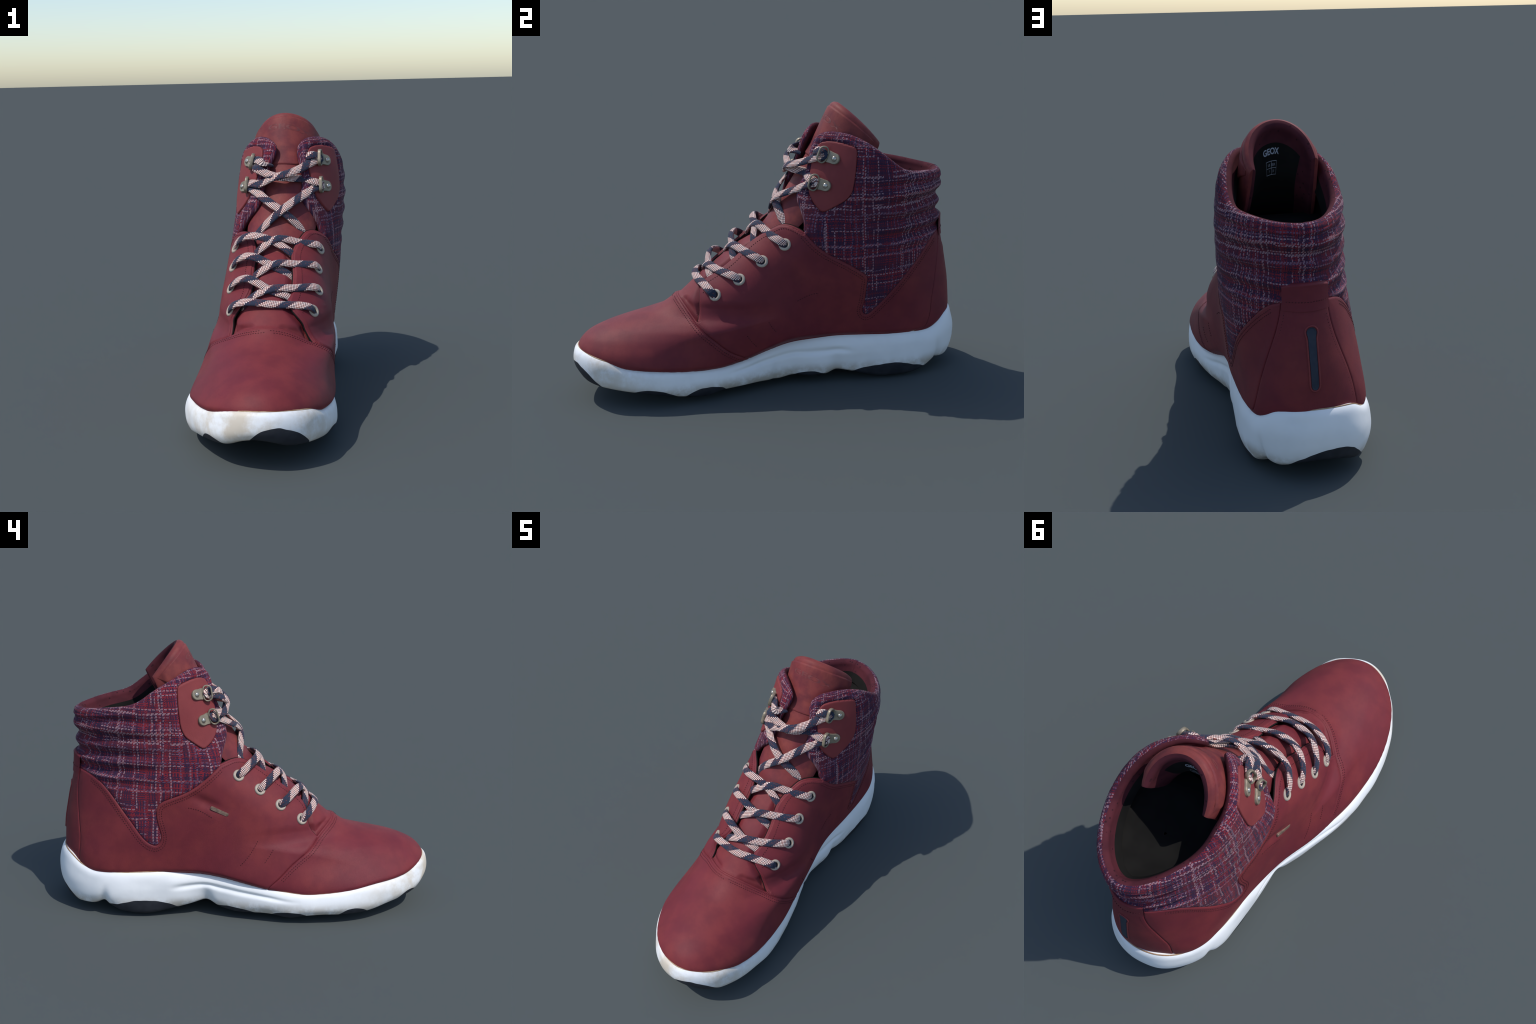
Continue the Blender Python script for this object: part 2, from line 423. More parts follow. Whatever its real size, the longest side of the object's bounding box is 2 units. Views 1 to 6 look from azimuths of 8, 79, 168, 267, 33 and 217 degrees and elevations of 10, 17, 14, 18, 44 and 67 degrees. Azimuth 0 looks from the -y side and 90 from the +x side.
PATCH = {1: [(.262, 1.236), (.320, 1.240), (.408, 1.216), (.392, 1.090), (.374, 1.000), (.340, .962), (.236, .900), (.205, .940), (.185, .99), (.196, 1.06), (.215, 1.140), (.235, 1.195)],
         -1: [(.245, 1.240), (.300, 1.238), (.372, 1.212), (.366, 1.113), (.352, 1.010), (.330, .960), (.232, .890), (.185, .935), (.172, .975), (.178, 1.06), (.200, 1.14), (.222, 1.20)]}

def soft_outline(pts, step=.012):
    out = []
    P = np.asarray(pts, float)
    for a, b in zip(P, np.roll(P, -1, 0)):
        k = max(int(np.linalg.norm(b-a)/step), 1)
        out += [a+(b-a)*i/k for i in range(k)]
    out = np.array(out)
    for _ in range(3):
        out = .5*out+.25*(np.roll(out, 1, 0)+np.roll(out, -1, 0))
    return out

OPENING, TOE_PIECE, COLLAR_PIECE = {}, {}, {}
for sd in (1, -1):
    seam = rounded(SEAM[sd], 70)
    i = int(np.argmin(np.hypot(seam[:, 0]-THROAT[sd][0][0], seam[:, 1]-THROAT[sd][0][1])))
    OPENING[sd] = np.vstack([seam[:i+1], rounded(THROAT[sd], 70), rounded(COLLAR_FRONT[sd], 50), rounded(COLLAR_TOP[sd], 60),
                             [(1.2, 1.02), (1.2, 1.6), (-.2, 1.6)]])
    TOE_PIECE[sd] = np.vstack([seam, [(-1.3, .05), (-1.3, .60)]])
    COLLAR_PIECE[sd] = np.vstack([rounded(PLAID_EDGE[sd], 110), [(1.2, .745), (1.2, 1.6), (0., 1.6)]])

# ------------------------------------------------------------- cut the upper
NU = 1000
zs = np.r_[np.arange(.155, .32, .006), np.arange(.32, .56, .0035), np.arange(.56, 1.296, .0055)]
ph = np.linspace(0, 2*np.pi, NU, endpoint=False)+1e-4
PH, ZZ = np.meshgrid(ph, zs)
P = np.stack([np.cos(PH).ravel(), np.sin(PH).ravel(), ZZ.ravel()], 1)
Q = grid_faces(len(zs), NU, close_v=True)
T = np.vstack([Q[:, [0, 1, 2]], Q[:, [0, 2, 3]]])
LABEL = np.full(len(T), 1)

def split(P, T, L, f):
    """cut triangles along f = 0; returns new arrays and the sign of each triangle"""
    f = np.where(np.abs(f) < 1e-5, 1e-5, f)
    pos = f > 0; s = pos[T].sum(1)
    keep = (s == 0) | (s == 3)
    Tc, Lc = T[~keep], L[~keep]
    lone = np.where(pos[Tc].sum(1) == 1, 1, 0).astype(bool)
    k = np.argmax(pos[Tc] == lone[:, None], 1); r = np.arange(len(Tc))
    a, b, c = Tc[r, k], Tc[r, (k+1) % 3], Tc[r, (k+2) % 3]
    e = np.sort(np.vstack([np.stack([a, b], 1), np.stack([a, c], 1)]), 1)
    ue, inv = np.unique(e, axis=0, return_inverse=True); inv = inv.ravel()
    t = f[ue[:, 0]]/(f[ue[:, 0]]-f[ue[:, 1]])
    newP = P[ue[:, 0]]*(1-t[:, None])+P[ue[:, 1]]*t[:, None]
    m = len(P)+inv; ab, ac = m[:len(a)], m[len(a):]
    T2 = np.vstack([T[keep], np.stack([a, ab, ac], 1), np.stack([ab, b, c], 1), np.stack([ab, c, ac], 1)])
    L2 = np.r_[L[keep], Lc, Lc, Lc]
    sg = np.r_[s[keep] == 3, lone, ~lone, ~lone]
    return np.vstack([P, newP]), T2, L2, sg

def yzs(P):
    yf, yb = RIDGE(P[:, 2]), REAR(P[:, 2])
    n = np.hypot(P[:, 0], P[:, 1])
    return yf+(yb-yf)*(1-P[:, 0]/n)/2, P[:, 2], P[:, 1] >= 0

def piece_distance(P, pieces):
    y, z, right = yzs(P)
    f = np.empty(len(P))
    for sd, m in ((1, right), (-1, ~right)):
        f[m] = poly_distance(y[m], z[m], pieces[sd])
    return f

# labels: 0 opening, 1 quarter, 2 toe, 3 collar, 4 lace patch, 5 heel strip
P, T, LABEL, sg = split(P, T, LABEL, piece_distance(P, OPENING))
HOLE_P, HOLE_T = P, T[sg]                       # what shows through the throat: lower tongue
T, LABEL = T[~sg], LABEL[~sg]
P, T, LABEL, sg = split(P, T, LABEL, piece_distance(P, TOE_PIECE))
LABEL[sg] = 2
P, T, LABEL, sg = split(P, T, LABEL, piece_distance(P, COLLAR_PIECE))
LABEL[sg] = 3
P, T, LABEL, sg = split(P, T, LABEL, piece_distance(P, {k: soft_outline(v) for k, v in PATCH.items()}))
LABEL[sg & (LABEL == 3)] = 4
STRIP_R = spline([.1, .30, .50, .685, .75, .80], [.275, .250, .206, .158, .150, .150])
STRIP_L = spline([.1, .29, .37, .584, .71, .80], [-.17, -.152, -.138, -.062, -.034, -.032])
xyz = surface(*P.T)
f = np.minimum(np.minimum(STRIP_R(P[:, 2])-xyz[:, 0], xyz[:, 0]-STRIP_L(P[:, 2])), np.minimum(xyz[:, 1]-.6, .80-P[:, 2]))
P, T, LABEL, sg = split(P, T, LABEL, f)
LABEL[sg & (LABEL == 1)] = 5
used = np.unique(T); remap = np.full(len(P), -1); remap[used] = np.arange(len(used))
P, T = P[used], remap[T]
P[:, :2] /= np.linalg.norm(P[:, :2], axis=1, keepdims=True)
BASE = surface(*P.T); NORMAL = surface_normal(*P.T)
# quarter is two pieces: right and left of the heel strip / toe
cen = BASE[T].mean(1)
LABEL[(LABEL == 1) & (cen[:, 0] < CENTRE(cen[:, 1]))] = 6
LABEL[(LABEL == 4) & (cen[:, 0] < CENTRE(cen[:, 1]))] = 7

# borders between pieces: vertices that touch two labels (or the opening edge)
E = np.sort(np.vstack([T[:, [0, 1]], T[:, [1, 2]], T[:, [2, 0]]]), 1); EL = np.tile(LABEL, 3)
ue, inv, cnt = np.unique(E, axis=0, return_inverse=True, return_counts=True); inv = inv.ravel()
lo = np.full(len(ue), 99); hi = np.full(len(ue), -1)
np.minimum.at(lo, inv, EL); np.maximum.at(hi, inv, EL)
seam_edges = ue[(lo != hi)]; open_edges = ue[cnt == 1]
open_edges = open_edges[P[open_edges].mean(1)[:, 2] > .2]

def distance_to(verts, points):
    kd = kdtree.KDTree(len(verts))
    for k, v in enumerate(BASE[verts]): kd.insert(v, k)
    kd.balance()
    return np.array([kd.find(p)[2] for p in points])

border = np.unique(np.r_[seam_edges.ravel(), open_edges.ravel()])
DIST = distance_to(border, BASE)

def fold_relief(X):
    """soft horizontal folds pressed into the woven collar, strongest at the back"""
    z = X[:, 2]; n1 = vnoise(X*[1, 1, 1.4], 3.0, 4.2); n2 = vnoise(X*[1, 1, 2.5], 6.5, 1.1)
    back = smooth(.30, .75, X[:, 1])*smooth(.66, .74, z)*(1-smooth(1.02, 1.10, z)*.5)
    wave = np.sin((z+.016*n1+.012*np.sin(X[:, 0]*7+1))*2*np.pi/.084+3.64)
    h = back*(.0095*(wave-.5)+.003*n2)
    return h+.003*n1*smooth(.8, .9, z)

OFFSET = np.zeros(len(P))
LEATHER_T, LEATHER_R = .006, .009
vert_label = {k: np.unique(T[LABEL == k]) for k in range(1, 8)}
edge_round = lambda d, r: np.sqrt(np.maximum(1-(1-np.clip(d/r, 0, 1))**2, 0))
for k in (1, 2, 5, 6):
    v = vert_label[k]; OFFSET[v] = LEATHER_T*edge_round(DIST[v], LEATHER_R)
for k in (4, 7):
    v = vert_label[k]; OFFSET[v] = .006+.004*edge_round(DIST[v], .006)
collar_v = vert_label[3]
OFFSET[collar_v] = .008*edge_round(DIST[collar_v], .035)
fold_v = np.unique(np.r_[collar_v, vert_label[4], vert_label[7]])
OFFSET[fold_v] += fold_relief(BASE[fold_v])*smooth(0, .03, DIST[fold_v])
leather_v = np.unique(np.r_[vert_label[1], vert_label[6], vert_label[2]])
OFFSET[leather_v] += .004*vnoise(BASE[leather_v], 4.5, 9.)*smooth(0, .04, DIST[leather_v])
# a soft dent between collar edge and badge on the outer quarter
dent_v = vert_label[6]; q_ = BASE[dent_v]
du, dv = (q_[:, 1]-.215)*.9+(q_[:, 2]-.625)*.4, (q_[:, 2]-.625)*.9-(q_[:, 1]-.215)*.4
OFFSET[dent_v] -= .012*np.exp(-(du/.075)**2-(dv/.028)**2)*smooth(0, .03, DIST[dent_v])
SKIN = BASE+NORMAL*OFFSET[:, None]

SKIN_KD = kdtree.KDTree(len(BASE))
for _k, _v in enumerate(BASE): SKIN_KD.insert(_v, _k)
SKIN_KD.balance()
def on_skin(y, z, side, lift=0.):
    """point on the finished leather (relief included) and the surface normal"""
    p, n = on_upper(y, z, side)
    off = np.array([np.mean([OFFSET[i] for _, i, _d in SKIN_KD.find_n(q, 4)]) for q in p])
    return p+n*(off+lift)[:, None], n

def weave_coords(X):
    a = np.arctan2((X[:, 0]-.08)/.27, (.52-X[:, 1])/.38)
    return {"weave_u": a*.33+2., "weave_v": X[:, 2]}

def piece(name, k, mat, **kw):
    v, tt = np.unique(T[LABEL == k], return_inverse=True)
    tt = tt.reshape(-1, 3)
    a = weave_coords(SKIN[v]) if mat is PLAID else None
    return add(name, SKIN[v], tt, mat, attrs=a, **kw)

# orient triangles outward
fn = np.cross(SKIN[T[:, 1]]-SKIN[T[:, 0]], SKIN[T[:, 2]]-SKIN[T[:, 0]])
flip = np.sum(fn*NORMAL[T].mean(1), 1) < 0
T[flip] = T[flip][:, ::-1]

UPPER = {1: piece("quarter", 1, LEATHER), 6: piece("quarter", 6, LEATHER), 2: piece("toe_cap", 2, LEATHER),
         3: piece("collar", 3, PLAID), 5: piece("heel_strip", 5, LEATHER)}
UPPER[4] = piece("lace_patch", 4, PATCH_LEATHER); UPPER[7] = piece("lace_patch", 7, PATCH_LEATHER)

# ---------------------------------------- rolled collar lip and cut flap edges
nxt = {}
for a, b in open_edges:
    nxt.setdefault(a, []).append(b); nxt.setdefault(b, []).append(a)
seen, loop = set(), []
for start in nxt:
    if start in seen: continue
    walk, cur = [start], start; seen.add(start)
    while True:
        cand = [q for q in nxt[cur] if q not in seen]
        if not cand: break
        cur = cand[0]; seen.add(cur); walk.append(cur)
    if len(walk) > len(loop): loop = walk
loop = np.array(loop)
def even_loop(arrays, n):
    """resample a closed vertex loop to n even steps"""
    p = np.vstack([arrays[0], arrays[0][:1]])
    d = np.r_[0, np.cumsum(np.linalg.norm(np.diff(p, axis=0), axis=1))]
    q = np.linspace(0, d[-1], n, endpoint=False)
    out = []
    for A in arrays:
        A = A.reshape(len(A), -1); A = np.vstack([A, A[:1]])
        out.append(np.stack([np.interp(q, d, A[:, j]) for j in range(A.shape[1])], 1))
    return out
R0, N0, is_collar = even_loop([SKIN[loop], NORMAL[loop], np.isin(loop, collar_v).astype(float)], 1500)
is_collar = is_collar[:, 0]; N0 = unit(N0)
def ring_smooth(A, n):
    for _ in range(n): A = .5*A+.25*(np.roll(A, 1, 0)+np.roll(A, -1, 0))
    return A
tan = ring_smooth(unit(np.roll(R0, -1, 0)-np.roll(R0, 1, 0)), 6)
N0 = unit(ring_smooth(N0, 90))
B0 = unit(np.cross(tan, N0))
top = np.argmax(R0[:, 2])
if B0[top, 2] < 0: B0 = -B0
B0 = unit(ring_smooth(B0, 40))
soft = ring_smooth(is_collar, 12)
rad = .009+.018*soft*(.40+.60*smooth(.27, .50, R0[:, 1]))
th = np.linspace(0, np.pi, 13)
cols = [R0+B0*(rad*np.sin(t))[:, None]-N0*(rad*(1-np.cos(t)))[:, None] for t in th]
inner_end = cols[-1]
for k in range(1, 9):
    cols.append(inner_end-B0*(.010*k*(.35+.65*soft))[:, None]-N0*(.004*k*soft)[:, None])
LIPV = np.stack(cols, 0)                                    # rows x loop
nl = len(R0)
def lip_rows(name, a, b, mat, keep):
    V = LIPV[a:b].reshape(-1, 3)
    F = grid_faces(b-a, nl, close_v=True)
    F = F[keep[F % nl].all(1)]
    u = np.unique(F); m = np.full(len(V), -1); m[u] = np.arange(len(u))
    at = None
    if mat is PLAID:
        at = weave_coords(V); at["weave_v"] = np.tile(R0[:, 2], b-a)+np.repeat(np.minimum(th, np.pi), nl)[:len(V)]*.026
        at = {kk: vv[u] for kk, vv in at.items()}
    return add(name, V[u], m[F], mat, attrs=at)
collar_keep = soft > .5
lip_rows("collar_edge", 0, 7, PLAID, collar_keep)
lip_rows("collar_facing", 6, 16, LIP, collar_keep)
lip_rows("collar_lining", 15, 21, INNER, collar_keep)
lip_rows("flap_edge", 0, 16, LEATHER, ~collar_keep | (np.roll(collar_keep, 1) != collar_keep) | (np.roll(collar_keep, -1) != collar_keep))

# added dark tube that draws the shadowy gap under the flap edges
gap_mask = (soft < .3) & ~(distance_to(vert_label[2], R0) < .006)
core_ = R0-N0*.010+B0*.007
tq = np.linspace(0, 2*np.pi, 8, endpoint=False)
BV_ = np.stack([core_+B0*(.0055*math.cos(t))+N0*(.0045*math.sin(t)) for t in tq], 0).reshape(-1, 3)
BF_ = grid_faces(8, nl, close_u=True, close_v=True); BF_ = BF_[gap_mask[BF_ % nl].all(1)]
u_b = np.unique(BF_); r_b = np.full(len(BV_), -1); r_b[u_b] = np.arange(len(u_b))
add("flap_gap_line", BV_[u_b], r_b[BF_], INNER)

# dark lining inside the boot and a shallow floor copying the scan's hole filling
sel = np.isin(LABEL, (1, 3, 4, 5, 6, 7)) & (cen[:, 2] > .5)
v, tt = np.unique(T[sel], return_inverse=True); tt = tt.reshape(-1, 3)
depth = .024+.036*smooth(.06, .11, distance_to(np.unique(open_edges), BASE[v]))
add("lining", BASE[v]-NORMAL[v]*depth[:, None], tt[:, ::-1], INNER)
fp = np.linspace(0, 2*np.pi, 120, endpoint=False)
floor_z = lambda y: .925+.05*smooth(.55, .40, y)
rings = []
for k in (.02, .3, .55, .75, .88, .96):
    ring = surface(np.cos(fp), np.sin(fp), np.full(120, .95))
    ring[:, 1] = np.maximum(ring[:, 1], .30)
    mid = np.array([.075, .58, .95]); ring = mid+(ring-mid)*k
    ring[:, 2] = floor_z(ring[:, 1])+.05*smooth(.6, 1., np.full(120, k))*smooth(.45, .6, ring[:, 1])
    rings.append(ring)
add("scan_fill_floor", np.vstack(rings), grid_faces(6, 120, close_v=True), INNER)

# ------------------------------------------------------------------- tongue
SPINE = spline(np.linspace(0, 1, 12), [(-.50, .390), (-.39, .455), (-.275, .545), (-.155, .650), (-.045, .757), (.030, .840), (.092, .932), (.155, 1.022), (.218, 1.110), (.275, 1.20), (.325, 1.300), (.366, 1.376)])
BEND = pchip([0, .3, .5, .65, .8, 1], [.30, .22, .19, .170, .152, .145])       # radius of the cross arc
REACH = pchip([0, .3, .5, .62, .72, .8, .9, 1], [.20, .17, .20, .25, .285, .29, .285, .275])   # half girth along the arc
TONGUE_X = pchip([0, .4, .7, 1], [.036, .042, .055, .05])

def tongue(a, t, lift=0.):
    """a across -1..1, t along 0..1; lift outward"""
    a, t, lift = np.broadcast_arrays(np.asarray(a, float), np.asarray(t, float), np.asarray(lift, float))
    c = SPINE(t); d = unit(SPINE(np.minimum(t+.01, 1))-SPINE(np.minimum(t+.01, 1)-.02))
    # toward the top the wings lie back level rather than square to the spine
    k = smooth(.55, 1., t)
    nin = unit(np.stack([d[..., 1]+.0*k, -d[..., 0]*(1-.1*k)], -1))
    R = BEND(t); g = REACH(t)*a*np.where(a < 0, 1-.22*k, 1.)
    ang = np.clip(g/R, -2.05, 2.05); rest = g-ang*R
    x = TONGUE_X(t)+(R+lift)*np.sin(ang)+rest*np.cos(ang)
    dep = R-(R+lift)*np.cos(ang)+np.abs(rest)*np.sin(np.abs(ang))
    droop = -.095*k*np.abs(a)**1.9
    return np.stack([x, c[..., 0]+nin[..., 0]*dep, c[..., 1]+nin[..., 1]*dep+droop], -1)

def inner_bulge(a, t):
    """padding that swells inside the tongue, below its rim"""
    return .055*(1-np.asarray(a)**2)*smooth(.97, .80, t)*smooth(.5, .65, t)

def tongue_pad():
    nt, na = 150, 72
    tt = np.linspace(0, 1, nt); half = []
    # closed cross-section: outer face from -1..1, then inner face back, rounded ends
    q = np.linspace(0, 2*np.pi, 2*na, endpoint=False)
    a = np.clip(np.cos(q)*1.02, -1, 1); side = np.sign(np.sin(q))*np.abs(np.sin(q))**.35
    rows = []
    for t in tt:
        thick = .010+.016*smooth(.55, .8, t)
        rows.append(tongue(a, t, side*thick-np.maximum(-side, 0)*inner_bulge(a, t)))
    # rounded top: shrink the thickness over a few extra rows
    d = unit(tongue(a, 1.)-tongue(a, .985))
    for e in np.linspace(.2, 1, 7):
        thick = .026*math.sqrt(max(1-e*e, 0))
        rows.append(tongue(a, 1., side*thick)+d*.026*e)
    V = np.array(rows)
    return V.reshape(-1, 3), grid_faces(len(rows), 2*na, close_v=True)
TV, TF = tongue_pad()
n_outer = 72
col = (TF[:, 0] % 144)
row = TF[:, 0]//144
inner = (col >= 72) & (row > 82)
def sub(V, F, m):
    u = np.unique(F[m]); r = np.full(len(V), -1); r[u] = np.arange(len(u)); return V[u], r[F[m]]
hc = HOLE_P.copy(); hc[:, :2] /= np.linalg.norm(hc[:, :2], axis=1, keepdims=True)
hy, hz, _r = yzs(hc)
hm = (hz[HOLE_T] < .80).all(1) & (hy[HOLE_T] < .10).all(1)
hu, ht = np.unique(HOLE_T[hm], return_inverse=True); ht = ht.reshape(-1, 3)
hb, hn = surface(*hc[hu].T), surface_normal(*hc[hu].T)
toe_edge = np.intersect1d(open_edges.ravel(), vert_label[2])
flap_e = np.intersect1d(open_edges.ravel(), np.r_[vert_label[1], vert_label[6]])
hx = hb-hn*(.003+smooth(.0, .025, distance_to(toe_edge, hb))*(.007+.016*(1-smooth(.004, .05, distance_to(flap_e, hb))))+.02*smooth(.70, .79, hb[:, 2]))[:, None]
ff = np.cross(hx[ht[:, 1]]-hx[ht[:, 0]], hx[ht[:, 2]]-hx[ht[:, 0]]); fl = np.sum(ff*hn[ht].mean(1), 1) < 0
ht[fl] = ht[fl][:, ::-1]
add("tongue_base", hx, ht, LEATHER)
TONGUE = add("tongue", *sub(TV, TF, ~inner), TONGUE_LEATHER)
aq = np.cos(np.linspace(0, 2*np.pi, 144, endpoint=False))
deep = inner & (np.abs(aq[col]) < .66) & (row < 138)
add("tongue_lining", *sub(TV, TF, inner & ~deep), LIP, TONGUE)
add("tongue_backing", *sub(TV, TF, deep), INNER, TONGUE)  # dark textile; its black also paints in shade baked inside the tongue
# leather cap sewn over the tongue's top, lower edge a shallow U
na, nt = 90, 60
A, S = np.meshgrid(np.linspace(-.93, .93, na), np.linspace(0, 1, nt))
low = .755+.235*np.abs((A-.02)/.95)**2.6
TT = low+(1.0-low)*S
edge = S*(1-low)/.015
lift = .0275+.004*edge_round(edge, 1.)-.006*(edge <= 0)
lift = lift-.010*smooth(.80, .93, np.abs(A))-.008*smooth(.95, 1., S)
add("tongue_patch", tongue(A, TT, lift).reshape(-1, 3), grid_faces(nt, na), TONGUE_LEATHER, TONGUE)

def text_mesh(body, size, bold=0.):
    """outline letters from the built-in font as a flat mesh: vertices, faces"""
    cu = bpy.data.curves.new("letters", "FONT"); cu.body = body; cu.size = size; cu.offset = bold
    cu.align_x = "CENTER"; cu.align_y = "CENTER"; cu.resolution_u = 4
    ob = bpy.data.objects.new("letters", cu); bpy.context.collection.objects.link(ob)
    bpy.context.view_layer.update()
    me = bpy.data.meshes.new_from_object(ob.evaluated_get(bpy.context.evaluated_depsgraph_get()))
    V = np.array([v.co[:] for v in me.vertices]); F = [tuple(p.vertices) for p in me.polygons]
    bpy.data.objects.remove(ob); bpy.data.curves.remove(cu); bpy.data.meshes.remove(me)
    return V, F
def letters_on_tongue(name, body, size, a0, t0, mat, lift, spread=1., mirror=1., slope=0., bold=0.):
    V, F = text_mesh(body, size, bold)
    a = a0+mirror*V[:, 0]*spread/REACH(t0); t = t0+(V[:, 1]+slope*V[:, 0])/1.33
    lift = lift-(inner_bulge(a, t) if mirror < 0 else 0)
    return add(name, tongue(a, t, lift), F if mirror > 0 else [f[::-1] for f in F], mat, TONGUE)
letters_on_tongue("embossed_letters", "GEOX", .052, .06, .930, EMBOSS, .0322, spread=1.5, slope=-.22, bold=.0012)
letters_on_tongue("printed_letters", "GEOX", .042, .10, .895, PRINT, -.0285, mirror=-1., bold=.0012)
letters_on_tongue("printed_letters", "US   EUR", .016, .10, .850, PRINT, -.0285, mirror=-1.)
letters_on_tongue("printed_letters", "7      37", .016, .10, .828, PRINT, -.0285, mirror=-1.)
bars = []
for (u0, u1, v0, v1) in [(-.045, .045, .862, .8635), (-.045, .045, .839, .8405), (-.045, .045, .816, .8175), (-.045, -.0435, .816, .8635), (-.001, .001, .816, .8635), (.0435, .045, .816, .8635)]:
    uu, vv = np.meshgrid(np.linspace(u0, u1, 12), np.linspace(v0, v1, 12))
    ub = .10-uu/REACH(.84)
    bars.append((tongue(ub, vv, -.0285-inner_bulge(ub, vv)).reshape(-1, 3), grid_faces(12, 12)))
add("printed_table", *join_parts(bars), PRINT, TONGUE)

# -------------------------------------------------------------------- sole
right = OUT[:, 0] > np.interp(OUT[:, 1], [-1, 1], [.065, .065])
blend = smooth(-.03, .03, OUT[:, 0]-.06)
top_z = blend*TOP_R(OUT[:, 1])+(1-blend)*TOP_L(OUT[:, 1])
low_z = blend*LOW_R(OUT[:, 1])+(1-blend)*LOW_L(OUT[:, 1])
def around(A, n=6):
    for _ in range(n): A = .5*A+.25*(np.roll(A, 1)+np.roll(A, -1))
    return A
top_z, low_z = around(top_z, 10), around(low_z, 10)
# profile: (inset, height fraction from low to top)
PROFILE = [(.085, .80), (.055, .96), (.036, 1.0), (.025, .968), (.014, .885), (.006, .75), (.001, .58), (.0, .40), (.004, .24), (.013, .10), (.030, .0), (.065, -.05), (.12, -.08)]
pr, _ = curve3(PROFILE, 56)
ARC = np.r_[0, np.cumsum(np.linalg.norm(np.diff(OUT, axis=0), axis=1))]
ROUND = ARC[-1]+np.linalg.norm(OUT[0]-OUT[-1])
# pods: (x, y) on the outline, half length along it, height of the lens, skew
PODS = [(.30, .59, .205, .078, 0.), (.255, .17, .085, .030, 0.), (.345, -.365, .110, .056, 0.), (.345, -.62, .120, .030, 0.), (.16, -.975, .150, .076, 0.),
        (-.175, -.875, .085, .036, 0.), (-.325, -.56, .085, .042, 0.), (-.345, -.22, .100, .040, 0.), (-.285, .06, .110, .032, 0.), (-.275, .535, .190, .082, 0.), (-.03, .992, .205, .056, .5)]
def pod_height(k):
    """lens height of pod k at every outline point"""
    x, y, half, h, skew = PODS[k]
    c = ARC[np.argmin(np.hypot(OUT[:, 0]-x, OUT[:, 1]-y))]
    d = ((ARC-c+ROUND/2) % ROUND-ROUND/2)/half
    return h*(1-d*d)*(1+skew*np.clip(d, -1, 1)) if skew else h*(1-d*d)
heights = np.array([pod_height(k) for k in range(len(PODS))])
rows = [np.column_stack([OUT-ON*ins, low_z+(top_z-low_z)*h]) for ins, h in pr]
SV = np.array(rows)                                         # rows x NS x 3
hf = pr[:, 1][:, None]+0*ARC[None]
yy = np.broadcast_to(OUT[:, 1], hf.shape)
nn = np.broadcast_to(np.column_stack([ON, np.zeros(NS)]), SV.shape)
flat = SV.reshape(-1, 3)
lump = (vnoise(flat*[1, 1, 2.2], 5.5, 3.3)*.005+vnoise(flat*[1, 1, .6], 9., 8.)*.003).reshape(hf.shape)
# long groove below the top rim at the waist, and pinched creases between the pods
groove = np.exp(-((hf-(.70-.10*smooth(.0, .4, yy)))/.07)**2)*smooth(-.30, -.05, yy)*(1-smooth(.30, .42, yy))
def crease(x, y, width, lean=0.):
    c = ARC[np.argmin(np.hypot(OUT[:, 0]-x, OUT[:, 1]-y))]
    d = (ARC[None]-c-lean*hf+ROUND/2) % ROUND-ROUND/2
    return np.exp(-(d/width)**2)*smooth(.75, .1, hf)
creases = crease(-.255, .750, .022, .03)+crease(-.256, .212, .030)+.8*crease(.245, .860, .016, -.02)+.6*crease(.252, .300, .028)+.5*crease(.26, -.01, .018)
SV = SV+nn*((lump*smooth(1.02, .75, hf))-.010*groove-.014*creases)[..., None]
SV[..., 2] = np.maximum(SV[..., 2], .004+.0*SV[..., 2])
last = SV[-1]
for k in (.75, .5, .25, .02):
    SV = np.concatenate([SV, np.column_stack([.03+(last[:, 0]-.03)*k, last[:, 1]*k, np.maximum(last[:, 2], .012)])[None]])
nrow = len(SV)
# split the shell into white foam and dark rubber along the lens-shaped pod edges
pod_f = np.full((nrow, NS), -1.)
rise = np.vstack([(pr[:, 1][:, None]*(top_z-low_z)[None]), np.full((nrow-len(pr), NS), .5)])
owner = np.argmax(heights, 0)
pod_f = np.max(heights, 0)[None]-np.maximum(rise, 0)
pod_f[len(pr)-2:] = np.minimum(pod_f[len(pr)-2:], -.01)
pq = grid_faces(nrow, NS, close_v=True)
PT = np.vstack([pq[:, [0, 1, 2]], pq[:, [0, 2, 3]]])
ids = np.tile(owner, (nrow, 1)).ravel()
lab = ids[PT[:, 0]]
edge_noise = vnoise(SV.reshape(-1, 3), 26., 2.)*.0035
PV, PT, lab, sg = split(SV.reshape(-1, 3), PT, lab, pod_f.ravel()+edge_noise*(pod_f.ravel() > -.02))
ok = lambda m: (lambda u, t: (PV[u], t.reshape(-1, 3)))(*np.unique(PT[m], return_inverse=True))
SOLE = add("midsole", *ok(~sg), FOAM)
for k in range(len(PODS)):
    m = sg & (lab == k)
    if m.sum() > 20:
        v_, t_ = ok(m); add("outsole_pod", v_, t_, RUBBER, SOLE)
add("outsole", (SV[len(pr)-3:]-np.array([0, 0, .002])).reshape(-1, 3), grid_faces(nrow-len(pr)+3, NS, close_v=True), RUBBER, SOLE)
# thin tan glue line where upper meets the midsole
gl = SV[int(np.argmax(pr[:, 1]))]
ringv = []
for t in np.linspace(0, 2*np.pi, 8, endpoint=False):
    ringv.append(gl+np.column_stack([-ON*.001, np.full(NS, -.001)])+np.column_stack([ON*math.cos(t)*.0035, np.full(NS, math.sin(t)*.0035)]))
add("glue_line", np.array(ringv).reshape(-1, 3), grid_faces(8, NS, close_u=True, close_v=True), EDGE_DIRT, SOLE)

